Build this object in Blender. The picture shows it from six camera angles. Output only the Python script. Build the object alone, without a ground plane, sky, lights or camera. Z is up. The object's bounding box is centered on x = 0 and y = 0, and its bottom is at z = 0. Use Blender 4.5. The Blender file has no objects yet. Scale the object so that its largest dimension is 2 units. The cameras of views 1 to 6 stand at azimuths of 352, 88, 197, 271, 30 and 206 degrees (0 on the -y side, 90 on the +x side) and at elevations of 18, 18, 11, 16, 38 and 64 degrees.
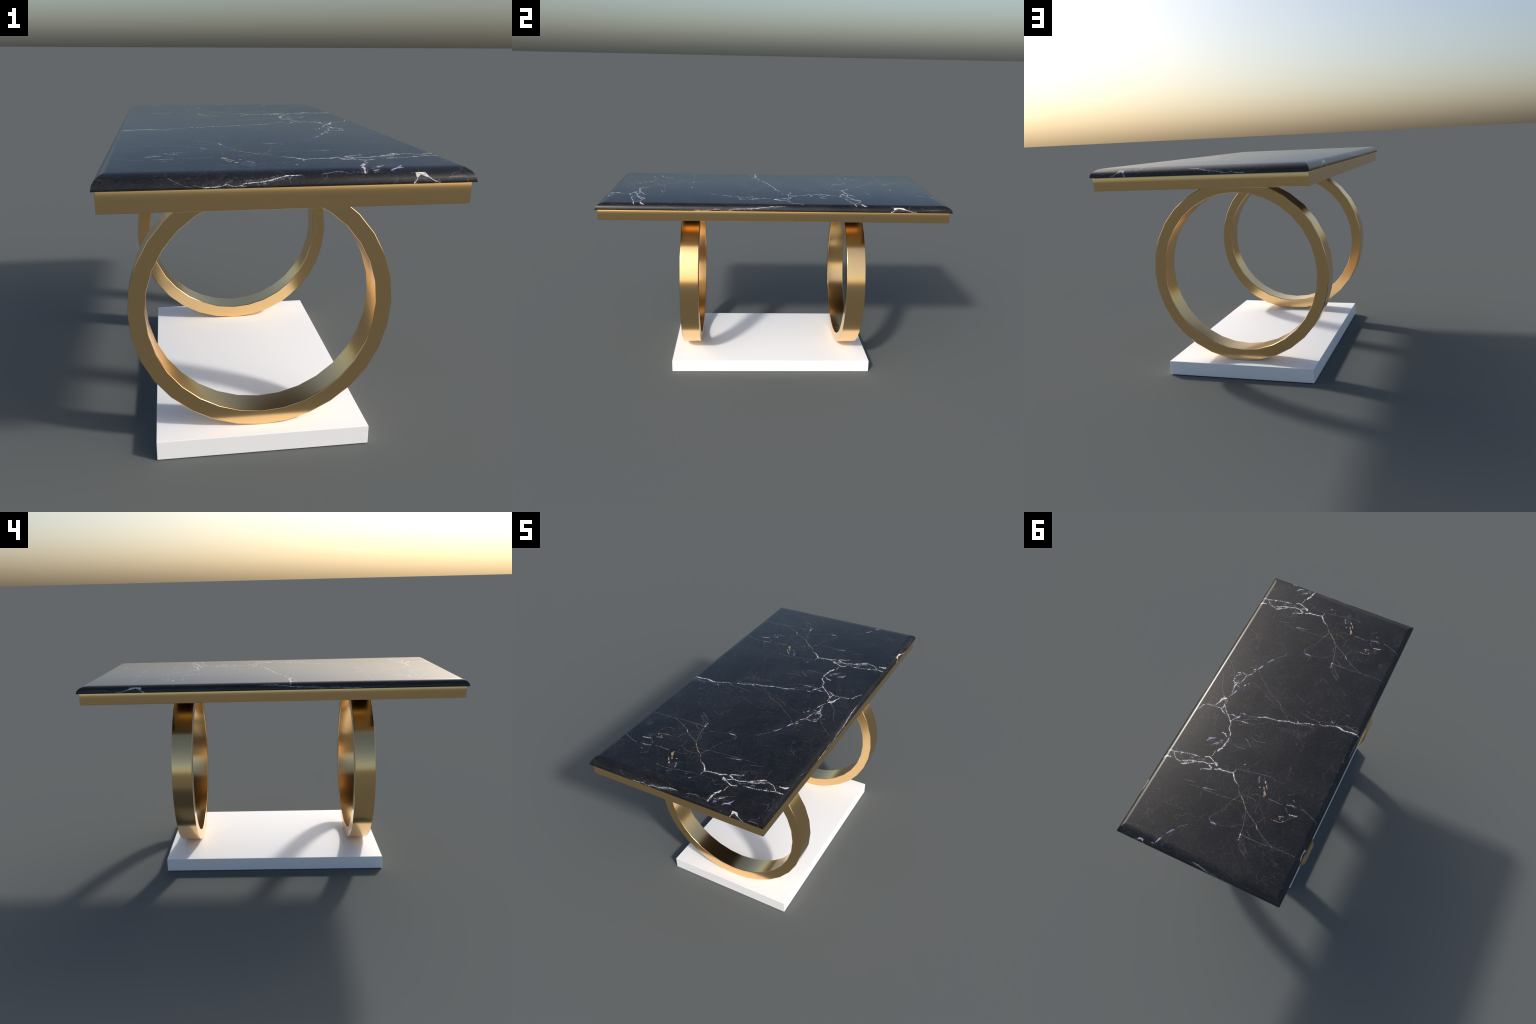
"""Console table: black marble top with a rounded edge on a brushed-gold apron,
two faceted gold rings as legs, and a white rectangular plinth."""
import math
import bpy
from mathutils import Vector

# ----------------------------------------------------------------- sizes (m)
TOP_X, TOP_Y = 0.4920, 1.0          # half sizes of the marble top
TOP_Z0, LIP, ROUND = 1.0470, 0.0021, 0.0350
APRON_X, APRON_Y, APRON_Z0 = 0.4848, 0.9872, 0.9872
RING_R, RING_IN, RING_Z, RING_N = 0.4574, 0.4001, 0.5293, 32
FRAME_W = 0.0548                    # width of the gold bars under the top
BEAMS = ((-0.553, -0.435), (0.435, 0.553))
RINGS = ((-0.5480, -0.4380), (0.4320, 0.5425))
BASE_X, BASE_Y, BASE_H = 0.3820, 0.6098, 0.0717
PERIOD, Y_FROM = 1.242, -0.300      # the marble figure repeats along the table


# ------------------------------------------------------------------ meshes
def make_object(name, verts, faces, normals, material, parent):
    """normals: one unit vector per face corner, in the order of the faces."""
    me = bpy.data.meshes.new(name)
    me.from_pydata(verts, [], faces)
    me.polygons.foreach_set("use_smooth", [True] * len(faces))
    me.normals_split_custom_set([tuple(n) for f in normals for n in f])
    me.materials.append(material)
    me.update()
    ob = bpy.data.objects.new(name, me)
    bpy.context.scene.collection.objects.link(ob)
    ob.parent = parent
    return ob


def rectangular_stack(name, hx, hy, rows, material, parent, corner=0.0, corner_steps=2, hollow=False, crown=None, stretch=1.0):
    """Loft a rectangle (corners rounded by `corner`) through rows of
    (inset, z, tilt): tilt is the angle of the surface normal above the horizon."""
    # outline: (x sign, y sign, arc angle) per corner, counter-clockwise
    outline = []
    steps = corner_steps if corner > 0 else 1
    for k, (sx, sy) in enumerate(((1, 1), (-1, 1), (-1, -1), (1, -1))):
        for s in range(steps + 1):
            outline.append((sx, sy, math.radians(90 * k + 90 * s / steps)))
    n = len(outline)
    verts, faces, normals = [], [], []
    for inset, z, tilt in rows:
        r = corner - inset if inset < corner else corner
        c = corner if inset < corner else inset + corner
        for sx, sy, a in outline:
            verts.append((sx * (hx - c) + r * math.cos(a), sy * (hy - c * stretch) + r * math.sin(a), z))

    def nrm(i, tilt):
        if tilt == "crown":                   # the flat top shades as if very slightly domed
            return Vector((outline[i][0] * crown, outline[i][1] * crown, 1)).normalized()
        a, t = outline[i][2], math.radians(tilt)
        return Vector((math.cos(a) * math.cos(t), math.sin(a) * math.cos(t) / stretch, math.sin(t))).normalized()
    for j in range(len(rows) - 1):
        if rows[j][:2] == rows[j + 1][:2]:
            continue                          # same place, new normal: a hard edge
        for i in range(n):
            k = (i + 1) % n
            if corner == 0 and i % 2 == 0:
                continue                      # both ends of a sharp corner coincide
            faces.append((j * n + i, j * n + k, (j + 1) * n + k, (j + 1) * n + i))
            normals.append((nrm(i, rows[j][2]), nrm(k, rows[j][2]),
                            nrm(k, rows[j + 1][2]), nrm(i, rows[j + 1][2])))
    ring = [i for i in range(n) if corner > 0 or i % 2 == 0]
    m = (len(rows) - 1) * n
    if hollow:                                # close the wall over its top instead of capping it
        for i in range(n):
            k = (i + 1) % n
            faces.append((m + i, m + k, k, i))
            normals.append([Vector((0, 0, 1))] * 4)
    if corner == 0:                           # merge: use only even outline vertices
        def fix(v):
            j, i = divmod(v, n)
            return j * n + (i - i % 2)
        faces = [tuple(fix(v) for v in f) for f in faces]
    if not hollow:
        faces.append(tuple(reversed(ring)))
        normals.append([Vector((0, 0, -1))] * len(ring))
        faces.append(tuple(m + i for i in ring))
        normals.append([nrm(i, "crown" if crown else 90.0) for i in ring])
    used = sorted({v for f in faces for v in f})
    index = {v: i for i, v in enumerate(used)}
    return make_object(name, [verts[v] for v in used],
                       [tuple(index[v] for v in f) for f in faces], normals, material, parent)


def ring_mesh(name, y0, y1, material, parent):
    """A flat hoop around the y axis: 32 straight facets, edges softly broken."""
    b = 0.0032
    prof = []                                 # (radius, y, normal angle in the r-y plane)
    for r, y, a0, cr, cy in ((RING_R, y1, 0, -1, -1), (RING_IN, y1, 90, 1, -1),
                             (RING_IN, y0, 180, 1, 1), (RING_R, y0, 270, -1, 1)):
        for s in range(3):
            a = math.radians(a0 + 45 * s)
            prof.append((r + cr * b + b * math.cos(a), y + cy * b + b * math.sin(a), a))
    m = len(prof)
    verts, faces, normals = [], [], []
    for i in range(RING_N):
        t = 2 * math.pi * i / RING_N
        for r, y, a in prof:
            verts.append((r * math.cos(t), y, RING_Z + r * math.sin(t)))

    def nrm(i, j):
        t, a = 2 * math.pi * i / RING_N, prof[j][2]
        return Vector((math.cos(a) * math.cos(t), math.sin(a), math.cos(a) * math.sin(t)))
    for i in range(RING_N):
        for j in range(m):
            i2, j2 = (i + 1) % RING_N, (j + 1) % m
            faces.append((i * m + j, i * m + j2, i2 * m + j2, i2 * m + j))
            normals.append((nrm(i, j), nrm(i, j2), nrm(i2, j2), nrm(i2, j)))
    return make_object(name, verts, faces, normals, material, parent)


# --------------------------------------------------------------- materials
def new_material(name):
    mat = bpy.data.materials.new(name)
    mat.use_nodes = True
    return mat, mat.node_tree, mat.node_tree.nodes["Principled BSDF"]


def gold_material():
    mat, tree, bsdf = new_material("satin_gold")
    N, L = tree.nodes, tree.links
    bsdf.inputs["Metallic"].default_value = 1.0
    bsdf.inputs["Base Color"].default_value = GOLD
    bsdf.inputs["Roughness"].default_value = GOLD_ROUGH
    return mat


def white_material():
    mat, tree, bsdf = new_material("white_lacquer")
    bsdf.inputs["Base Color"].default_value = (1.0, 1.0, 1.0, 1)
    bsdf.inputs["Roughness"].default_value = 0.5
    bsdf.inputs["Specular IOR Level"].default_value = 0.25
    return mat


GOLD, GOLD_ROUGH = (0.92, 0.62, 0.29, 1), 0.19

# ------------------------------------------------- marble: figure of the veins
VEINS = []


def vein(kind, half_mm, *points):
    """A mineral vein as a run of spine points (x, y); half width in millimetres,
    or one half width per point when the points carry a third number."""
    VEINS.append((kind, [(p[0], p[1], (p[2] if half_mm is None else half_mm) / 1000) for p in points]))


vein("white", 2.8, (0.072, 0.425), (0.059, 0.443), (0.045, 0.461), (0.025, 0.474))
vein("amber", 2.3, (0.025, 0.474), (0.005, 0.486), (-0.002, 0.497))
vein("grey", 2.1, (-0.002, 0.497), (-0.007, 0.508), (-0.021, 0.525))
vein("amber", None, (-0.021, 0.525, 1.6), (-0.048, 0.545, 2.8), (-0.066, 0.562, 2.8), (-0.081, 0.580, 2.3), (-0.090, 0.590, 3.0), (-0.097, 0.600, 3.6))
vein("grey", 1.8, (-0.104, 0.602), (-0.124, 0.617), (-0.161, 0.636), (-0.186, 0.653))
vein("lilac", 2.8, (-0.186, 0.653), (-0.201, 0.669))
vein("grey", 1.5, (-0.201, 0.669), (-0.240, 0.695), (-0.268, 0.709), (-0.296, 0.722), (-0.317, 0.729))
vein("grey", 1.4, (-0.099, 0.604), (-0.113, 0.642), (-0.124, 0.678), (-0.130, 0.711), (-0.133, 0.737))
vein("white", 2.2, (-0.133, 0.737), (-0.138, 0.755), (-0.141, 0.777))
vein("grey", 0.8, (-0.098, 0.621), (-0.100, 0.645), (-0.107, 0.666))
vein("grey", 1.8, (-0.139, 0.735), (-0.166, 0.738), (-0.193, 0.741), (-0.220, 0.738))
vein("grey", 1.1, (-0.220, 0.738), (-0.253, 0.740), (-0.301, 0.735), (-0.338, 0.731), (-0.397, 0.729), (-0.474, 0.728))
vein("grey", 1.1, (-0.152, 0.705), (-0.173, 0.718), (-0.196, 0.737))
vein("grey", 1.1, (-0.145, 0.787), (-0.170, 0.815), (-0.198, 0.828), (-0.219, 0.846))
vein("grey", 1.1, (-0.171, 0.779), (-0.192, 0.800), (-0.218, 0.823))
vein("brown", 1.6, (-0.014, 0.549), (-0.026, 0.535), (-0.045, 0.527), (-0.072, 0.520), (-0.099, 0.521), (-0.122, 0.529))
vein("brown", 1.9, (-0.077, 0.500), (-0.094, 0.501), (-0.102, 0.491), (-0.121, 0.488))
vein("brown", 1.6, (-0.131, 0.488), (-0.156, 0.486))
vein("amber", 1.5, (-0.177, 0.484), (-0.202, 0.487), (-0.221, 0.484), (-0.241, 0.487), (-0.267, 0.485))
vein("brown", 1.2, (-0.018, 0.548), (-0.000, 0.584), (0.003, 0.616), (0.019, 0.653), (0.039, 0.683), (0.055, 0.703))
vein("grey", 1.2, (0.055, 0.703), (0.061, 0.719), (0.057, 0.737), (0.040, 0.746))
vein("lilac", None, (0.045, 0.744, 0.8), (0.030, 0.743, 3.4), (0.017, 0.745, 2.1), (0.007, 0.746, 0.7))
vein("brown", 1.1, (0.002, 0.738), (-0.015, 0.740), (-0.061, 0.722))
vein("brown", 1.8, (-0.061, 0.722), (-0.081, 0.717), (-0.092, 0.701), (-0.109, 0.687), (-0.120, 0.686))
vein("brown", 1.4, (-0.141, 0.674), (-0.155, 0.683), (-0.165, 0.676), (-0.173, 0.650))
vein("brown", 1.6, (-0.187, 0.644), (-0.188, 0.631), (-0.203, 0.622), (-0.204, 0.599), (-0.213, 0.591), (-0.231, 0.587))
vein("amber", 1.4, (-0.241, 0.590), (-0.264, 0.589), (-0.289, 0.587), (-0.309, 0.578))
vein("brown", 1.2, (-0.312, 0.577), (-0.326, 0.553), (-0.350, 0.534), (-0.365, 0.515))
vein("white", 1.9, (-0.321, 0.523), (-0.339, 0.521), (-0.365, 0.515))
vein("white", 1.4, (-0.270, 0.556), (-0.307, 0.546))
vein("amber", 2.8, (-0.282, 0.554), (-0.287, 0.564))
vein("amber", 2.8, (-0.302, 0.581), (-0.310, 0.573))
vein("grey", None, (-0.281, 0.477, 0.7), (-0.300, 0.472, 2.2), (-0.318, 0.467, 3.6), (-0.335, 0.471, 2.8), (-0.344, 0.472, 0.7))
vein("lilac", None, (-0.304, 0.470, 0.7), (-0.316, 0.467, 1.9), (-0.328, 0.466, 0.7))
vein("white", 1.4, (-0.286, 0.474), (-0.298, 0.474))
vein("grey", 1.4, (-0.327, 0.479), (-0.337, 0.483))
vein("grey", 1.4, (-0.267, 0.421), (-0.297, 0.398))
vein("grey", 2.8, (-0.304, 0.433), (-0.323, 0.440))
vein("grey", 2.2, (-0.289, 0.493), (-0.300, 0.509), (-0.314, 0.514))
vein("grey", 1.4, (-0.349, 0.448), (-0.369, 0.451))
vein("grey", 1.5, (-0.365, 0.464), (-0.395, 0.468), (-0.433, 0.483), (-0.462, 0.493), (-0.485, 0.511))
vein("amber", None, (-0.127, 0.433, 4.8), (-0.134, 0.446, 4.8), (-0.142, 0.459, 5.5), (-0.149, 0.466, 9.6), (-0.150, 0.480, 6.9), (-0.152, 0.488, 2.8))
vein("amber", None, (-0.131, 0.413, 6.9), (-0.137, 0.421, 4.1), (-0.146, 0.434, 2.8))
vein("white", None, (-0.114, 0.397, 2.8), (-0.122, 0.403, 5.5), (-0.127, 0.409, 1.4))
vein("grey", 1.6, (-0.105, 0.377), (-0.109, 0.399))
vein("lilac", 1.4, (-0.077, 0.381), (-0.079, 0.400), (-0.090, 0.420))
vein("white", 2.1, (-0.100, 0.443), (-0.107, 0.444))
vein("grey", 1.2, (0.062, 0.394), (0.032, 0.389), (-0.001, 0.382))
vein("grey", 1.1, (-0.001, 0.382), (-0.035, 0.379), (-0.071, 0.369), (-0.107, 0.362), (-0.135, 0.362), (-0.171, 0.369))
vein("amber", 2.8, (0.067, 0.396), (0.064, 0.415))
vein("white", 1.9, (0.064, 0.415), (0.072, 0.425))
vein("white", 1.4, (0.247, 0.484), (0.225, 0.474))
vein("white", 2.8, (0.225, 0.474), (0.205, 0.465), (0.192, 0.456))
vein("white", 3.6, (0.183, 0.454), (0.167, 0.450), (0.152, 0.439), (0.132, 0.439))
vein("white", 2.2, (0.132, 0.439), (0.116, 0.437), (0.097, 0.435), (0.074, 0.426))
vein("white", 2.1, (0.227, 0.436), (0.210, 0.445), (0.191, 0.455))
vein("white", 2.8, (0.265, 0.405), (0.244, 0.395), (0.229, 0.397), (0.211, 0.406), (0.198, 0.413))
vein("white", 3.6, (0.198, 0.413), (0.186, 0.416), (0.173, 0.427))
vein("white", 2.1, (0.225, 0.436), (0.203, 0.424), (0.179, 0.424))
vein("white", 1.6, (0.198, 0.413), (0.181, 0.409), (0.172, 0.425))
vein("amber", 4.8, (0.276, 0.425), (0.257, 0.426))
vein("white", 2.2, (0.258, 0.437), (0.238, 0.437), (0.225, 0.437))
vein("white", None, (0.366, 0.500, 2.8), (0.353, 0.498, 4.8), (0.336, 0.484, 2.8), (0.313, 0.468, 1.8), (0.298, 0.455, 2.1), (0.294, 0.441, 1.4))
vein("white", 1.8, (0.289, 0.452), (0.269, 0.444), (0.251, 0.438))
vein("amber", 4.1, (0.365, 0.499), (0.355, 0.494))
vein("amber", 3.6, (0.349, 0.486), (0.347, 0.474), (0.334, 0.466))
vein("white", 1.6, (0.384, 0.492), (0.371, 0.482), (0.353, 0.477), (0.330, 0.460), (0.303, 0.452), (0.289, 0.452))
vein("grey", 1.4, (0.299, 0.439), (0.288, 0.434), (0.274, 0.427))
vein("grey", 1.1, (0.283, 0.454), (0.269, 0.468))
vein("white", 1.8, (0.438, 0.456), (0.420, 0.475))
vein("white", 1.8, (0.419, 0.478), (0.403, 0.488), (0.380, 0.492))
vein("white", 2.1, (0.476, 0.456), (0.460, 0.449), (0.439, 0.450))
vein("white", 1.4, (0.439, 0.450), (0.409, 0.440), (0.372, 0.430), (0.348, 0.423), (0.315, 0.420), (0.292, 0.418))
vein("lilac", 1.4, (0.397, 0.446), (0.388, 0.447))
vein("lilac", 1.9, (0.333, 0.440), (0.319, 0.437))
vein("white", None, (0.477, 0.510, 4.1), (0.472, 0.495, 3.6), (0.454, 0.490, 4.1), (0.438, 0.490, 2.1))
vein("grey", 1.8, (0.435, 0.477), (0.420, 0.493))
vein("amber", None, (0.228, 0.384, 1.4), (0.228, 0.370, 3.6), (0.227, 0.356, 3.6), (0.226, 0.345, 1.1))
vein("white", None, (0.214, 0.341, 2.8), (0.214, 0.332, 5.5), (0.209, 0.322, 2.8), (0.200, 0.316, 2.8), (0.192, 0.309, 1.4))
vein("white", None, (0.203, 0.309, 2.1), (0.198, 0.292, 4.1), (0.197, 0.278, 3.4), (0.195, 0.261, 2.8), (0.193, 0.247, 1.4))
vein("amber", 1.9, (0.198, 0.297), (0.197, 0.273), (0.194, 0.260))
vein("white", 2.2, (0.224, 0.181), (0.230, 0.162), (0.229, 0.148), (0.243, 0.133), (0.253, 0.123), (0.271, 0.102), (0.284, 0.094))
vein("white", 1.5, (0.284, 0.094), (0.303, 0.074), (0.314, 0.060), (0.327, 0.044))
vein("lilac", None, (0.302, 0.284, 1.4), (0.292, 0.283, 4.1), (0.280, 0.279, 2.8), (0.268, 0.271, 1.4))
vein("lilac", 3.0, (0.304, 0.305), (0.299, 0.295))
vein("lilac", 2.2, (0.233, 0.273), (0.219, 0.269))
vein("brown", 1.1, (0.293, 0.334), (0.261, 0.318))
vein("grey", 1.2, (0.246, 0.278), (0.234, 0.292), (0.210, 0.282))
vein("white", None, (0.375, 0.074, 0.8), (0.361, 0.041, 3.3), (0.356, 0.020, 6.2), (0.350, 0.009, 8.9), (0.338, 0.004, 5.5), (0.332, -0.003, 2.2))
vein("amber", 1.8, (0.332, -0.003), (0.326, -0.018))
vein("amber", None, (0.326, -0.018, 1.4), (0.318, -0.037, 4.1), (0.314, -0.049, 1.4))
vein("lilac", None, (0.313, -0.053, 2.8), (0.309, -0.062, 6.2), (0.303, -0.073, 2.8))
vein("white", None, (0.359, -0.006, 1.4), (0.348, 0.007, 4.1))
vein("amber", None, (0.348, 0.000, 2.1), (0.334, 0.018, 3.0), (0.319, 0.039, 2.1))
vein("lilac", 2.8, (0.327, 0.016), (0.321, 0.019))
vein("white", 1.9, (0.334, 0.077), (0.314, 0.093), (0.293, 0.102))
vein("white", 1.9, (0.326, 0.046), (0.324, 0.065), (0.329, 0.077))
vein("grey", 1.4, (0.330, 0.077), (0.311, 0.086), (0.294, 0.076))
vein("white", 1.6, (0.466, 0.158), (0.454, 0.138), (0.446, 0.123), (0.440, 0.099), (0.424, 0.086), (0.402, 0.085), (0.386, 0.079), (0.363, 0.080), (0.340, 0.077))
vein("lilac", 1.9, (0.324, -0.046), (0.327, -0.069), (0.331, -0.088))
vein("white", 1.9, (0.331, -0.086), (0.333, -0.102), (0.324, -0.108))
vein("lilac", 1.4, (0.325, -0.109), (0.307, -0.105), (0.294, -0.098))
vein("white", 1.6, (0.348, -0.112), (0.341, -0.123), (0.327, -0.122))
vein("white", 1.6, (0.346, -0.111), (0.328, -0.108), (0.327, -0.121))
vein("white", 1.8, (0.361, -0.133), (0.345, -0.121))
vein("white", 2.5, (0.361, -0.156), (0.357, -0.139))
vein("amber", 2.2, (0.328, -0.143), (0.321, -0.123))
vein("lilac", 1.6, (0.294, -0.098), (0.285, -0.113))
vein("white", 2.8, (0.285, -0.113), (0.279, -0.126), (0.273, -0.134))
vein("amber", 2.8, (0.273, -0.134), (0.269, -0.142))
vein("amber", 2.8, (0.264, -0.151), (0.257, -0.144))
vein("grey", 1.4, (0.279, -0.114), (0.265, -0.095))
vein("white", 1.4, (0.312, -0.127), (0.303, -0.161), (0.299, -0.198))
vein("amber", 3.0, (0.300, -0.199), (0.288, -0.208))
vein("white", 1.8, (0.288, -0.208), (0.275, -0.223))
vein("amber", None, (0.273, -0.234, 1.4), (0.267, -0.245, 3.6), (0.263, -0.254, 2.1))
vein("white", 2.2, (0.278, -0.255), (0.266, -0.262))
vein("lilac", None, (0.260, -0.263, 2.1), (0.253, -0.283, 4.1), (0.242, -0.301, 4.1), (0.237, -0.310, 1.4))
vein("lilac", 2.8, (0.229, 0.927), (0.222, 0.911))
vein("lilac", 1.6, (0.227, 0.909), (0.224, 0.898), (0.215, 0.882), (0.202, 0.866))
vein("grey", 1.2, (0.209, 0.890), (0.185, 0.839), (0.149, 0.810))
vein("white", 1.6, (0.359, -0.168), (0.346, -0.181), (0.334, -0.195))
vein("white", 2.8, (0.357, -0.193), (0.344, -0.202))
vein("grey", 1.6, (0.360, -0.182), (0.337, -0.176), (0.331, -0.190))
vein("lilac", 1.8, (0.333, -0.207), (0.319, -0.204), (0.299, -0.198))
vein("grey", 1.4, (0.389, -0.155), (0.367, -0.164))
vein("brown", 1.5, (0.469, -0.276), (0.443, -0.252), (0.413, -0.226), (0.388, -0.198))
vein("grey", 1.4, (0.388, -0.198), (0.366, -0.166))
vein("brown", 1.4, (0.437, -0.255), (0.415, -0.263))
vein("grey", 1.0, (0.444, -0.156), (0.425, -0.134), (0.413, -0.101), (0.402, -0.068), (0.383, -0.038), (0.358, -0.005))
vein("grey", 1.9, (0.251, -0.262), (0.231, -0.245))
vein("brown", 1.6, (0.228, -0.239), (0.206, -0.215), (0.181, -0.196), (0.147, -0.173), (0.126, -0.149), (0.104, -0.137), (0.080, -0.122))
vein("brown", 1.6, (0.081, -0.126), (0.043, -0.109), (0.019, -0.089), (0.010, -0.069), (-0.022, -0.057), (-0.037, -0.044))
vein("grey", 1.0, (-0.037, -0.044), (-0.067, -0.017))
vein("brown", 1.1, (0.243, -0.170), (0.207, -0.157), (0.167, -0.141))
vein("brown", 1.4, (0.142, -0.134), (0.113, -0.110), (0.084, -0.097), (0.063, -0.089))
vein("brown", 1.1, (0.065, -0.091), (0.019, -0.075))
vein("brown", 1.1, (0.031, -0.101), (-0.006, -0.080), (-0.043, -0.065))
vein("grey", 1.0, (-0.048, -0.055), (-0.076, -0.046))
vein("amber", 1.6, (0.271, 0.095), (0.253, 0.087))
vein("white", 2.1, (0.253, 0.087), (0.232, 0.091), (0.211, 0.088))
vein("white", 1.8, (0.241, 0.134), (0.225, 0.104), (0.218, 0.093))
vein("lilac", None, (0.217, 0.098, 2.8), (0.211, 0.090, 4.1), (0.204, 0.081, 4.8), (0.199, 0.074, 2.1))
vein("white", 1.4, (0.214, 0.064), (0.194, 0.053), (0.171, 0.058))
vein("grey", 1.4, (0.170, 0.060), (0.121, 0.047), (0.106, 0.039))
vein("lilac", None, (0.109, 0.040, 1.4), (0.101, 0.037, 3.4), (0.093, 0.033, 1.4))
vein("white", 1.8, (0.093, 0.034), (0.071, 0.022), (0.036, 0.016), (0.014, 0.014))
vein("white", 1.6, (0.015, 0.012), (-0.003, 0.013), (-0.033, 0.002), (-0.070, -0.012), (-0.095, -0.014), (-0.123, -0.017))
vein("white", 1.4, (-0.120, -0.022), (-0.145, -0.030), (-0.183, -0.049), (-0.210, -0.053))
vein("grey", 1.4, (-0.123, -0.017), (-0.150, -0.020), (-0.175, -0.029), (-0.196, -0.033), (-0.224, -0.034))
vein("white", 1.2, (-0.242, -0.071), (-0.251, -0.071), (-0.270, -0.072), (-0.300, -0.089), (-0.335, -0.100))
vein("white", None, (-0.334, -0.101, 1.4), (-0.352, -0.101, 3.0), (-0.369, -0.097, 6.2), (-0.389, -0.092, 3.0), (-0.407, -0.097, 2.2), (-0.425, -0.100, 1.4), (-0.450, -0.101, 3.3), (-0.467, -0.102, 1.9), (-0.483, -0.097, 1.4))
vein("grey", 1.6, (0.221, 0.118), (0.191, 0.108), (0.180, 0.105))
vein("white", 1.9, (0.180, 0.105), (0.162, 0.104), (0.138, 0.100))
vein("grey", 1.4, (0.138, 0.100), (0.099, 0.097))
vein("grey", 1.2, (0.179, 0.095), (0.129, 0.063), (0.094, 0.058))
vein("brown", 1.4, (0.089, 0.081), (0.056, 0.065))
vein("grey", 1.2, (0.057, 0.062), (0.030, 0.035))
vein("grey", 1.1, (0.186, 0.131), (0.150, 0.115))
vein("amber", 1.8, (-0.215, -0.055), (-0.228, -0.064), (-0.235, -0.075), (-0.234, -0.089))
vein("white", 1.9, (-0.116, -0.034), (-0.127, -0.029))
vein("grey", 1.0, (-0.083, -0.058), (-0.122, -0.030))
vein("brown", 1.2, (-0.086, -0.103), (-0.115, -0.097))
vein("grey", 1.2, (-0.115, -0.097), (-0.146, -0.092), (-0.177, -0.086))
vein("grey", 1.4, (-0.179, -0.084), (-0.206, -0.087), (-0.224, -0.086))
vein("brown", 1.2, (-0.234, -0.089), (-0.253, -0.097), (-0.279, -0.103), (-0.304, -0.113))
vein("white", 1.6, (-0.298, -0.120), (-0.313, -0.112))
vein("grey", 1.5, (-0.313, -0.134), (-0.321, -0.114))
vein("amber", 1.4, (-0.326, -0.115), (-0.343, -0.114), (-0.359, -0.117))
vein("grey", 1.4, (-0.359, -0.117), (-0.385, -0.123), (-0.411, -0.127), (-0.441, -0.124), (-0.476, -0.128))
vein("grey", 1.1, (-0.390, -0.123), (-0.428, -0.121), (-0.472, -0.117))
vein("grey", 1.1, (-0.418, -0.132), (-0.449, -0.145), (-0.471, -0.135))
vein("grey", 1.2, (-0.375, -0.145), (-0.400, -0.127))
vein("grey", 1.2, (-0.279, -0.155), (-0.287, -0.135), (-0.305, -0.117))
vein("brown", 1.2, (-0.029, -0.206), (-0.068, -0.186), (-0.103, -0.168))
vein("grey", 1.1, (-0.114, -0.162), (-0.140, -0.194))
vein("grey", 1.6, (-0.136, -0.123), (-0.154, -0.118))
vein("grey", 1.0, (0.307, 0.586), (0.237, 0.566))
vein("grey", 1.0, (0.257, 0.594), (0.208, 0.589), (0.177, 0.589), (0.108, 0.586))
vein("lilac", 2.2, (0.178, 0.581), (0.158, 0.573))
vein("grey", 1.4, (0.158, 0.573), (0.117, 0.568))
vein("grey", 1.4, (0.175, 0.580), (0.105, 0.566))
vein("grey", 0.8, (0.155, 0.586), (0.054, 0.580), (0.002, 0.573), (-0.085, 0.557))
vein("grey", 0.8, (-0.046, 0.472), (-0.032, 0.514), (-0.020, 0.554), (-0.002, 0.579))
vein("brown", 0.8, (-0.057, 0.454), (-0.062, 0.495), (-0.078, 0.547))
vein("brown", 0.8, (-0.125, 0.478), (-0.141, 0.526))
vein("grey", 0.7, (-0.143, 0.538), (-0.147, 0.594))
vein("lilac", 2.8, (0.041, 0.355), (0.031, 0.348))
vein("grey", 1.6, (0.010, 0.376), (-0.004, 0.360))
vein("grey", 1.6, (0.112, 0.200), (0.086, 0.211))
vein("amber", 2.1, (0.091, 0.209), (0.080, 0.215))
vein("grey", 1.4, (0.079, 0.217), (0.055, 0.236))
vein("grey", 1.6, (0.150, 0.263), (0.122, 0.270), (0.082, 0.260))
vein("grey", 1.5, (0.075, 0.180), (0.039, 0.189), (-0.005, 0.177))
vein("white", 1.2, (0.257, 0.306), (0.216, 0.280))
vein("brown", 1.1, (0.293, 0.333), (0.259, 0.317))
vein("lilac", 2.8, (0.308, 0.305), (0.297, 0.293))
vein("white", 1.8, (0.229, 0.178), (0.202, 0.204), (0.196, 0.224), (0.194, 0.265))
vein("white", None, (0.246, 0.221, 1.4), (0.226, 0.224, 3.6), (0.208, 0.239, 1.4))
vein("lilac", None, (0.302, 0.299, 1.4), (0.287, 0.283, 3.3), (0.269, 0.273, 1.4))
vein("grey", 1.4, (0.266, 0.322), (0.225, 0.297))
vein("amber", 1.4, (0.107, 0.199), (0.079, 0.211))
vein("dust", 22.0, (-0.042, 0.058), (-0.114, 0.038), (-0.195, 0.029), (-0.233, -0.032))
vein("dust", 16.5, (-0.271, 0.465), (-0.316, 0.462), (-0.344, 0.468))
vein("dust", 17.9, (-0.138, 0.739), (-0.172, 0.790), (-0.213, 0.833))
vein("dust", 15.1, (0.366, -0.162), (0.347, -0.132), (0.325, -0.108))
vein("dust", 12.4, (0.334, 0.055), (0.294, 0.088), (0.258, 0.125))
vein("dust", 13.8, (0.386, 0.502), (0.299, 0.452), (0.185, 0.418))
vein("dust", 15.1, (0.306, 0.306), (0.123, 0.254), (-0.007, 0.204))
vein("dust", 16.5, (-0.025, 0.051), (-0.131, 0.046), (-0.211, 0.087))
vein("dust", 13.8, (0.361, -0.184), (0.305, -0.203), (0.274, -0.245))
vein("dust", 12.4, (-0.267, 0.582), (-0.316, 0.567), (-0.348, 0.527))
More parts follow.
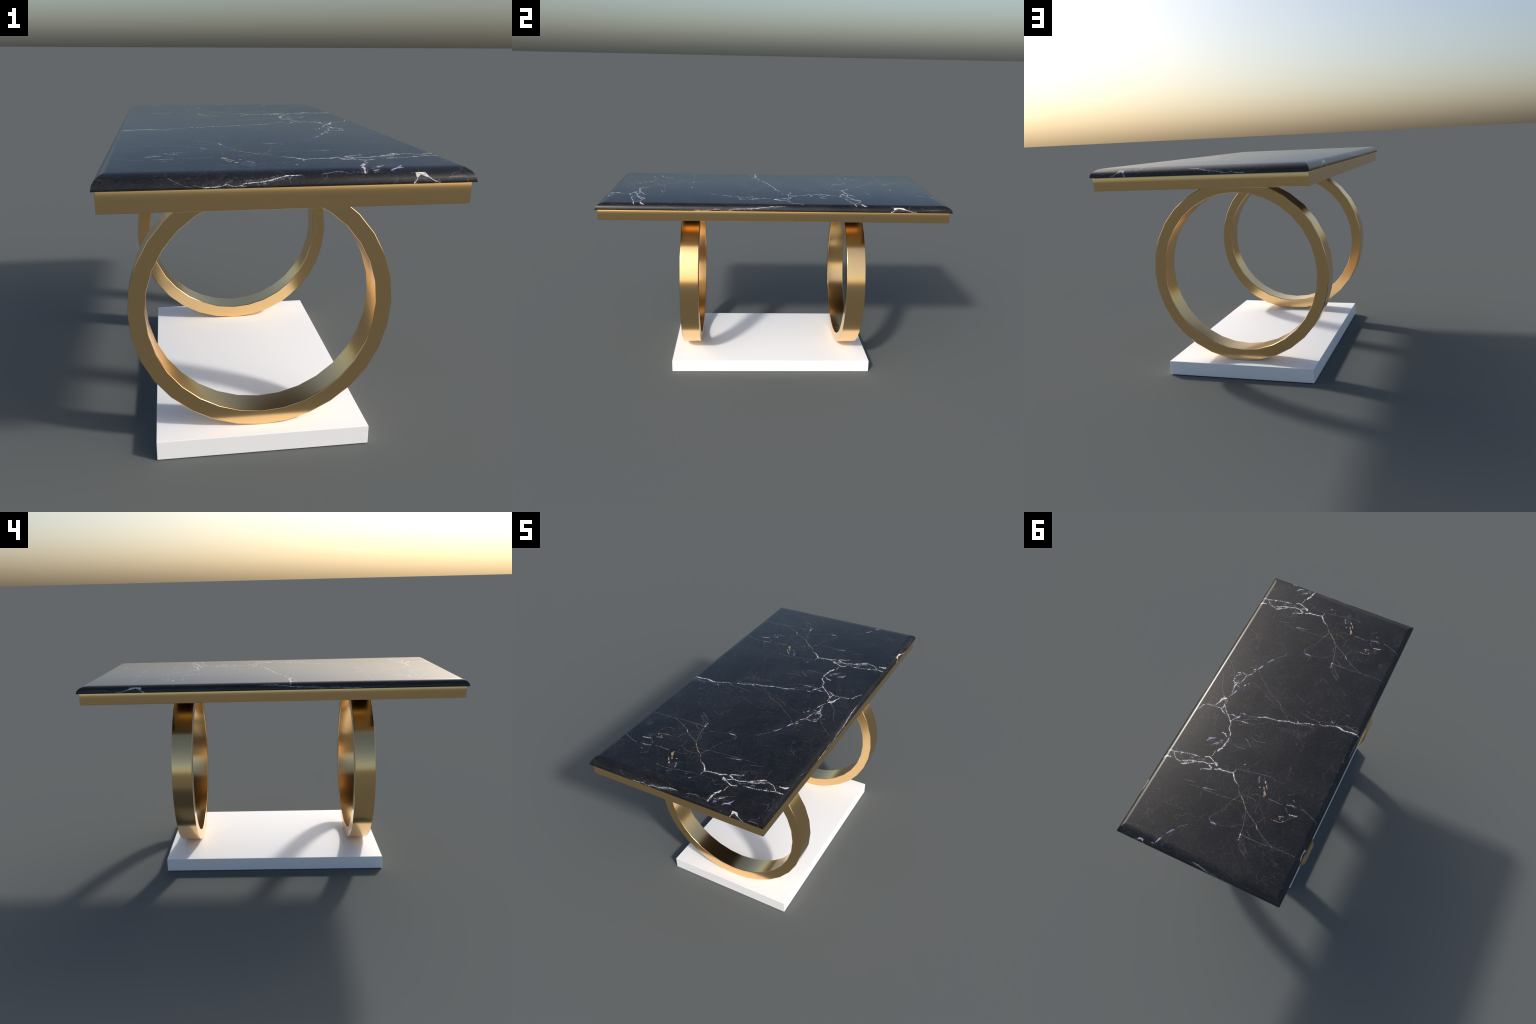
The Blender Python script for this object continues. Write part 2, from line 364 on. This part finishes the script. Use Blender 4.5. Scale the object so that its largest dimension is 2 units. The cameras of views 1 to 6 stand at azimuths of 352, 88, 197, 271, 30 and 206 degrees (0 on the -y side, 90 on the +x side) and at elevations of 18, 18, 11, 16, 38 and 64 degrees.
vein("dust", 13.8, (-0.355, -0.113), (-0.415, -0.119), (-0.473, -0.113))
vein("dust", 12.4, (0.322, 0.307), (0.266, 0.317), (0.229, 0.277))
# the figure on the rim: s runs along each side (-1..1), height in metres above
# the underside; it is stretched to the length of the side it stands on
APRON_LIFT = 9.0
RIM_OFFSET = 4.0
RIM = []


def rim_vein(kind, *points):
    RIM.append((kind, [(s, RIM_OFFSET + 0.9 * h, w / 1000) for s, h, w in points]))


rim_vein("grey", (-0.500, 0.012, 0.5), (-0.468, 0.006, 1.2), (-0.440, 0.0045, 1.0))
rim_vein("white", (-0.460, 0.0036, 0.5), (-0.440, 0.0044, 1.0), (-0.359, 0.0058, 0.6), (-0.336, 0.0110, 0.7), (-0.315, 0.0090, 0.6), (-0.297, 0.0058, 0.7), (-0.256, 0.0070, 0.7), (-0.230, 0.0028, 0.4))
rim_vein("white", (-0.256, 0.0070, 0.5), (-0.241, 0.0128, 0.7), (-0.204, 0.0138, 0.8), (-0.152, 0.0157, 0.8), (-0.106, 0.0193, 0.9), (-0.070, 0.0235, 0.8), (-0.021, 0.0288, 0.8), (0.034, 0.0295, 0.9), (0.079, 0.0310, 0.6))
rim_vein("white", (-0.150, 0.0155, 0.5), (-0.126, 0.0096, 0.5))
rim_vein("grey", (0.032, 0.021, 8.0), (0.036, 0.021, 8.0))
rim_vein("grey", (-0.627, 0.0303, 0.4), (-0.591, 0.0211, 0.4), (-0.546, 0.0105, 0.5), (-0.500, 0.0040, 0.4))
rim_vein("grey", (-0.290, 0.0240, 0.3), (-0.350, 0.0110, 0.3))
rim_vein("white", (0.659, 0.0265, 8.5), (0.672, 0.0250, 8.0), (0.690, 0.0285, 4.6), (0.704, 0.0280, 4.8), (0.716, 0.0262, 7.6), (0.723, 0.0222, 2.6), (0.752, 0.0105, 0.8), (0.797, 0.0006, 0.5))
rim_vein("white", (0.672, 0.0190, 1.0), (0.662, 0.0070, 1.4), (0.645, 0.0006, 1.8))
rim_vein("amber", (0.660, 0.0300, 1.2), (0.702, 0.0235, 2.4), (0.722, 0.0225, 0.8))
rim_vein("lilac", (0.634, 0.0070, 1.2), (0.644, 0.0055, 2.0))
rim_vein("lilac", (0.602, 0.0120, 0.4), (0.612, 0.0120, 0.4))
rim_vein("grey", (0.640, 0.0290, 0.4), (0.660, 0.0300, 0.6))
rim_vein("grey", (0.840, 0.0160, 0.8), (0.890, 0.0180, 1.2), (0.940, 0.0175, 0.8))
rim_vein("grey", (0.660, 0.0120, 0.4), (0.700, 0.0135, 0.5), (0.720, 0.0110, 0.4))


def monotone_runs(points):
    """Split a spine into runs that are functions of x or of y."""
    runs, i = [], 0
    while i < len(points) - 1:
        best = None
        for axis in (0, 1):
            sign, j = 0, i
            while j < len(points) - 1:
                step = points[j + 1][axis] - points[j][axis]
                side = points[j + 1][1 - axis] - points[j][1 - axis]
                s = (step > 0) - (step < 0)
                if abs(step) < 0.0015 or (sign and s != sign) or abs(side) > 3.5 * abs(step):
                    break
                sign, j = s, j + 1
            if best is None or j > best[1]:
                best = (axis, j)
        axis, j = best
        if j == i:                            # steep step: take the longer axis alone
            d = [abs(points[i + 1][k] - points[i][k]) for k in (0, 1)]
            axis, j = (0 if d[0] >= d[1] else 1), i + 1
        runs.append((axis, points[i:j + 1], i == 0, j == len(points) - 1))
        i = j
    return runs


def marble_material():
    mat, tree, bsdf = new_material("black_marble")
    N, L = tree.nodes, tree.links

    def sock(node, i, v):
        if hasattr(v, "links"):
            L.new(v, node.inputs[i])
        elif v is not None:
            node.inputs[i].default_value = v

    def math_node(op, a, b=None, c=None, clamp=False):
        n = N.new("ShaderNodeMath")
        n.operation, n.use_clamp = op, clamp
        for i, v in enumerate((a, b, c)):
            sock(n, i, v)
        return n.outputs[0]

    def vec_node(op, a, b=None, c=None):
        n = N.new("ShaderNodeVectorMath")
        n.operation = op
        for i, v in enumerate((a, b, c)):
            sock(n, i, v)
        return n.outputs[0]

    def combine(x, y, z):
        n = N.new("ShaderNodeCombineXYZ")
        for i, v in enumerate((x, y, z)):
            sock(n, i, v)
        return n.outputs[0]

    def separate(v):
        n = N.new("ShaderNodeSeparateXYZ")
        L.new(v, n.inputs[0])
        return n.outputs

    def noise(vector, scale, detail=3.0, rough=0.55, distortion=0.0):
        n = N.new("ShaderNodeTexNoise")
        n.inputs["Scale"].default_value = scale
        n.inputs["Detail"].default_value = detail
        n.inputs["Roughness"].default_value = rough
        n.inputs["Distortion"].default_value = distortion
        L.new(vector, n.inputs["Vector"])
        return n

    def ramp(v, a, b):
        n = N.new("ShaderNodeMapRange")
        n.interpolation_type = "SMOOTHSTEP"
        sock(n, 0, v)
        n.inputs[1].default_value, n.inputs[2].default_value = a, b
        return n.outputs[0]

    def blend(fac, a, b):
        n = N.new("ShaderNodeMix")
        n.data_type = "RGBA"
        sock(n, 0, fac)
        sock(n, 6, a)
        sock(n, 7, b)
        return n.outputs[2]

    P = N.new("ShaderNodeTexCoord").outputs["Object"]
    px, py, pz = separate(P)
    # figure coordinates: on the flat and upper round x, y (repeating along y);
    # on the lower half of the rim the position along the side and the height
    yy = math_node("WRAP", py, Y_FROM + PERIOD, Y_FROM)
    rim = math_node("LESS_THAN", pz, TOP_Z0 + LIP + ROUND * math.sin(math.pi / 4))
    dx = math_node("SUBTRACT", TOP_X, math_node("ABSOLUTE", px))
    dy = math_node("SUBTRACT", TOP_Y, math_node("ABSOLUTE", py))
    long_side = math_node("LESS_THAN", dx, dy)
    s_short = math_node("DIVIDE", px, TOP_X)
    n = N.new("ShaderNodeMix")
    for i, v in ((0, long_side), (2, s_short), (3, py)):
        L.new(v, n.inputs[i])
    s_rim = n.outputs[0]
    under = math_node("LESS_THAN", pz, TOP_Z0 + 0.0001)       # plain stone underneath
    t_rim = math_node("MULTIPLY_ADD", under, 3.0, math_node("ADD", pz, RIM_OFFSET - TOP_Z0))
    n = N.new("ShaderNodeMix")
    for i, v in ((0, rim), (2, px), (3, s_rim)):
        L.new(v, n.inputs[i])
    u = n.outputs[0]
    n = N.new("ShaderNodeMix")
    for i, v in ((0, rim), (2, yy), (3, t_rim)):
        L.new(v, n.inputs[i])
    v = n.outputs[0]
    Q = combine(u, v, 0.0)

    # small wander of every vein, and a grain that frays its edges
    wander = noise(Q, 38.0, 5.0, 0.75)
    W = vec_node("MULTIPLY_ADD", vec_node("SUBTRACT", wander.outputs["Color"], (0.5, 0.5, 0.5)),
                 (0.0100, 0.0100, 0.0), Q)
    crinkle = noise(Q, 120.0, 2.0, 0.6)
    W = vec_node("MULTIPLY_ADD", vec_node("SUBTRACT", crinkle.outputs["Color"], (0.5, 0.5, 0.5)), (0.0050, 0.0050, 0.0), W)
    # on the narrow rim the wander is weaker
    n = N.new("ShaderNodeMix")
    n.data_type = "VECTOR"
    L.new(math_node("MULTIPLY", rim, 0.75), n.inputs[0])
    L.new(W, n.inputs[4])
    L.new(Q, n.inputs[5])
    wu, wv, _ = separate(n.outputs[1])
    UUU, VVV = combine(wu, wu, wu), combine(wv, wv, wv)
    U00, V00 = combine(wu, 0.0, 0.0), combine(wv, 0.0, 0.0)
    fray = noise(Q, 165.0, 3.0, 0.72).outputs["Fac"]
    patch = noise(Q, 55.0, 2.0, 0.6).outputs["Fac"]

    strength = {}

    def add_run(kind, axis, pts, start, end):
        if pts[0][axis] > pts[-1][axis]:
            pts, start, end = pts[::-1], end, start
        cross = 1 - axis
        node = N.new("ShaderNodeVectorCurve")
        m = node.mapping
        m.use_clip = False
        m.extend = "HORIZONTAL"
        rows = []
        for i, p in enumerate(pts):
            slopes = []
            for q in (pts[max(i - 1, 0)], pts[min(i + 1, len(pts) - 1)]):
                if q is not p:
                    slopes.append((q[cross] - p[cross]) / max(abs(q[axis] - p[axis]), 1e-4) * (1 if q[axis] > p[axis] else -1))
            k = min(math.sqrt(1 + (sum(slopes) / len(slopes)) ** 2), 4.0)
            rows.append((p[axis], p[cross], p[2] * k * THIN[kind], 0.0, p[2]))
        eps = 0.0015
        for i, nxt, open_end in ((0, 1, start), (-1, -2, end)):      # stretch the free ends by 4 mm
            if open_end:
                p, q = rows[i], rows[nxt]
                d = math.copysign(0.004 / max(p[2] / max(p[3 + 1], 1e-5), 1.0), p[0] - q[0])
                rows[i] = (p[0] + d, p[1] + (p[1] - q[1]) / (p[0] - q[0]) * d, p[2] * 0.8, 0.0, p[4])
        rows = [(rows[0][0] - eps, rows[0][1], rows[0][2], 0.3)] + rows + [(rows[-1][0] + eps, rows[-1][1], rows[-1][2], 0.3)]
        for c, col in ((0, 1), (1, 2), (2, 3)):
            curve = m.curves[c]
            curve.points[0].location = (rows[0][0], rows[0][col])
            curve.points[1].location = (rows[-1][0], rows[-1][col])
            for r in rows[1:-1]:
                curve.points.new(r[0], r[col])
            for q in curve.points:
                q.handle_type = "VECTOR"
        m.update()
        L.new(UUU if axis == 0 else VVV, node.inputs["Vector"])
        off = vec_node("ABSOLUTE", vec_node("SUBTRACT", node.outputs[0], V00 if axis == 0 else U00))
        d = N.new("ShaderNodeVectorMath")     # half width - distance from the spine - end penalty
        d.operation = "DOT_PRODUCT"
        L.new(off, d.inputs[0])
        d.inputs[1].default_value = (-1.0, 1.0, -1.0)
        e = d.outputs["Value"]
        strength[kind] = e if kind not in strength else math_node("MAXIMUM", strength[kind], e)

    for kind, pts in VEINS:
        for shift in (-PERIOD, 0.0, PERIOD):
            q = [(a, b + shift, w) for a, b, w in pts]
            if max(b for _, b, _ in q) < Y_FROM or min(b for _, b, _ in q) > Y_FROM + PERIOD:
                continue
            for axis, run, s, e in monotone_runs(q):
                if max(b for _, b, _ in run) < Y_FROM - 0.005 or min(b for _, b, _ in run) > Y_FROM + PERIOD + 0.005:
                    continue
                add_run(kind, axis, run, s, e)
    for kind, pts in RIM:
        add_run(kind, 0, sorted(pts), False, False)

    # ground of the stone: near black, clouded, with a fine pale fleck
    G = vec_node("MULTIPLY", P, (1.0, 1.0, 1.6))
    cloud = noise(G, 3.2, 4.0, 0.6, 0.6).outputs["Fac"]
    grain = noise(G, 95.0, 3.0, 0.7).outputs["Fac"]
    hatch = noise(vec_node("MULTIPLY", G, (1.0, 2.6, 2.0)), 42.0, 4.0, 0.7, 1.2).outputs["Fac"]
    base = blend(ramp(cloud, 0.35, 0.75), STONE_DARK, STONE_CLOUD)
    speck = noise(vec_node("MULTIPLY", G, (1.0, 1.5, 1.5)), 120.0, 5.0, 0.75).outputs["Fac"]
    base = vec_node("SCALE", base)
    base.node.inputs["Scale"].default_value = 1.0
    L.new(math_node("MULTIPLY_ADD", ramp(speck, 0.32, 0.70), 1.75, 0.15), base.node.inputs["Scale"])
    fleck = math_node("MULTIPLY", ramp(grain, 0.52, 0.78), ramp(cloud, 0.30, 0.70))
    base = blend(math_node("MULTIPLY", fleck, 0.70), base, STONE_FLECK)
    streaks = noise(vec_node("MULTIPLY", G, (1.0, 0.6, 1.0)), 7.0, 5.0, 0.7, 0.8).outputs["Fac"]
    base = blend(math_node("MULTIPLY", ramp(hatch, 0.50, 0.74), math_node("MULTIPLY_ADD", ramp(streaks, 0.46, 0.66), 0.55, 0.22)), base, STONE_FLECK)
    # hair-fine random cracks and rare pale crystals
    vor = N.new("ShaderNodeTexVoronoi")
    vor.feature = "DISTANCE_TO_EDGE"
    vor.inputs["Scale"].default_value = 5.0
    L.new(vec_node("MULTIPLY_ADD", noise(G, 4.0, 2.0, 0.5).outputs["Color"], (0.30, 0.30, 0.30), G), vor.inputs["Vector"])
    hair = math_node("MULTIPLY", ramp(vor.outputs["Distance"], 0.007, 0.001), ramp(noise(G, 5.0, 3.0).outputs["Fac"], 0.52, 0.66))
    base = blend(math_node("MULTIPLY", hair, 0.20), base, VEIN_GREY)
    cracks = N.new("ShaderNodeTexVoronoi")
    cracks.feature = "DISTANCE_TO_EDGE"
    cracks.inputs["Scale"].default_value = 13.0
    L.new(vec_node("MULTIPLY_ADD", noise(G, 9.0, 2.0, 0.6).outputs["Color"], (0.08, 0.08, 0.08), vec_node("MULTIPLY", G, (1.0, 0.55, 1.0))), cracks.inputs["Vector"])
    fine = math_node("MULTIPLY", ramp(cracks.outputs["Distance"], 0.014, 0.002), ramp(noise(G, 7.5, 3.0, 0.65).outputs["Fac"], 0.50, 0.62))
    base = blend(math_node("MULTIPLY", fine, 0.30), base, VEIN_GREY)
    spots = N.new("ShaderNodeTexVoronoi")
    spots.inputs["Scale"].default_value = 34.0
    L.new(G, spots.inputs["Vector"])
    sx, sy, sz = separate(spots.outputs["Color"])
    spot = math_node("MULTIPLY", ramp(spots.outputs["Distance"], 0.11, 0.05), math_node("GREATER_THAN", sx, 0.955))
    base = blend(math_node("MULTIPLY", spot, 0.5), base, VEIN_GREY)

    frayed = math_node("MULTIPLY", math_node("SUBTRACT", fray, 0.5), math_node("MULTIPLY_ADD", rim, -0.65, 1.0))

    knots = noise(Q, 46.0, 3.0, 0.65).outputs["Fac"]
    knots = math_node("MULTIPLY", math_node("SUBTRACT", knots, 0.52), math_node("MULTIPLY_ADD", rim, -0.0060, 0.0085))

    def cover(kind, rough, low):
        e = math_node("MULTIPLY_ADD", frayed, rough, strength[kind])
        if kind in ("white", "amber"):        # swells into knots, pinches off between them
            e = math_node("ADD", e, knots)
        e = math_node("MULTIPLY_ADD", e, 950.0, 0.62, clamp=True)
        return math_node("MULTIPLY", e, math_node("MULTIPLY_ADD", ramp(patch, 0.36, 0.58), 1 - low, low))

    # dust and hairlines that run beside the white veins
    near = math_node("MAXIMUM", strength["white"], strength["lilac"])
    web = noise(Q, 60.0, 3.0, 0.65).outputs["Fac"]
    dust = math_node("MULTIPLY", ramp(near, -0.016, 0.0), ramp(fray, 0.46, 0.66))
    colour = blend(math_node("MULTIPLY", dust, 0.20), base, VEIN_GREY)
    smoke = math_node("MULTIPLY", ramp(strength["dust"], -0.004, 0.018), ramp(noise(Q, 130.0, 4.0, 0.75, 0.8).outputs["Fac"], 0.48, 0.70))
    colour = blend(math_node("MULTIPLY", smoke, 0.42), colour, VEIN_GREY)
    beside = math_node("ABSOLUTE", math_node("ADD", near, math_node("MULTIPLY_ADD", web, 0.022, -0.007)))
    hairline = math_node("MULTIPLY", ramp(beside, 0.0011, 0.0004), ramp(noise(Q, 21.0, 2.0, 0.6).outputs["Fac"], 0.46, 0.60))
    colour = blend(math_node("MULTIPLY", hairline, 0.55), colour, VEIN_GREY)
    for kind, tint, rough, low, amount in (
            ("grey", VEIN_GREY, 0.0075, 0.35, 0.72), ("brown", VEIN_BROWN, 0.0045, 0.40, 0.60),
            ("lilac", VEIN_LILAC, 0.0075, 0.50, 0.95), ("white", VEIN_WHITE, 0.0125, 0.45, 1.0),
            ("amber", VEIN_AMBER, 0.0085, 0.35, 0.82)):
        colour = blend(math_node("MULTIPLY", cover(kind, rough, low), amount), colour, tint)
    L.new(colour, bsdf.inputs["Base Color"])
    bsdf.inputs["Roughness"].default_value = STONE_ROUGH
    bump = N.new("ShaderNodeBump")
    bump.inputs["Strength"].default_value = 0.06
    bump.inputs["Distance"].default_value = 0.002
    L.new(noise(G, 220.0, 2.0, 0.6).outputs["Fac"], bump.inputs["Height"])
    L.new(bump.outputs[0], bsdf.inputs["Normal"])
    return mat


THIN = {"white": 0.85, "amber": 0.68, "lilac": 0.85, "grey": 0.85, "brown": 0.75, "dust": 1.0}
STONE_DARK = (0.0052, 0.0050, 0.0050, 1)
STONE_CLOUD = (0.0150, 0.0142, 0.0140, 1)
STONE_FLECK = (0.068, 0.062, 0.061, 1)
VEIN_GREY = (0.21, 0.20, 0.23, 1)
VEIN_BROWN = (0.20, 0.145, 0.095, 1)
VEIN_LILAC = (0.42, 0.42, 0.66, 1)
VEIN_WHITE = (0.78, 0.77, 0.78, 1)
VEIN_AMBER = (0.56, 0.38, 0.22, 1)
STONE_ROUGH = 0.29

# ---------------------------------------------------------------- the table
table = bpy.data.objects.new("console_table", None)
bpy.context.scene.collection.objects.link(table)
table["label"] = "black marble console table on two gold rings and white plinth"
table["category"] = "table"

gold, white, marble = gold_material(), white_material(), marble_material()

# marble top: small upright lip, then a quarter-round in four facets, mitred corners
rows = [(0.0, TOP_Z0, 0.0), (0.0, TOP_Z0 + LIP, 0.0)]
for k in range(1, 5):
    a = math.radians(22.5 * k)
    rows.append((ROUND * (1 - math.cos(a)), TOP_Z0 + LIP + ROUND * math.sin(a), 22.5 * k if k < 4 else "crown"))
rectangular_stack("tabletop", TOP_X, TOP_Y, rows, marble, table, crown=0.065, stretch=1.62)

# gold frame under it: a hollow rim of flat bar, edges broken below, its outer face
# shading lifts slightly towards the top; a cross bar over each ring
b, top = 0.003, TOP_Z0 - 0.0006
rows = [(FRAME_W, top, 180.0), (FRAME_W, APRON_Z0, 180.0), (FRAME_W, APRON_Z0, -90.0),
        (b, APRON_Z0, -90.0), (b * (1 - math.sin(math.pi / 4)), APRON_Z0 + b * (1 - math.cos(math.pi / 4)), -45.0),
        (0.0, APRON_Z0 + b, 0.0), (0.0, 1.0200, 0.0), (0.0, top, APRON_LIFT)]
apron = rectangular_stack("apron", APRON_X, APRON_Y, rows, gold, table, corner=b, hollow=True)
for y0, y1 in BEAMS:
    half = APRON_X - FRAME_W - 0.0002
    rows = [(0.0, APRON_Z0, -90.0), (0.0, APRON_Z0, 0.0), (0.0, top, 0.0)]
    beam = rectangular_stack("cross_bar", half, (y1 - y0) / 2, rows, gold, table)
    beam.location.y = (y0 + y1) / 2

for y0, y1 in RINGS:
    ring_mesh("ring_leg", y0, y1, gold, table)

e = 0.0016
rows = [(e, 0.0, -90.0), (0.0, e, 0.0), (0.0, BASE_H - e, 0.0), (e, BASE_H, "crown")]
rectangular_stack("plinth", BASE_X, BASE_Y, rows, white, table, corner=e, corner_steps=1, crown=0.05)
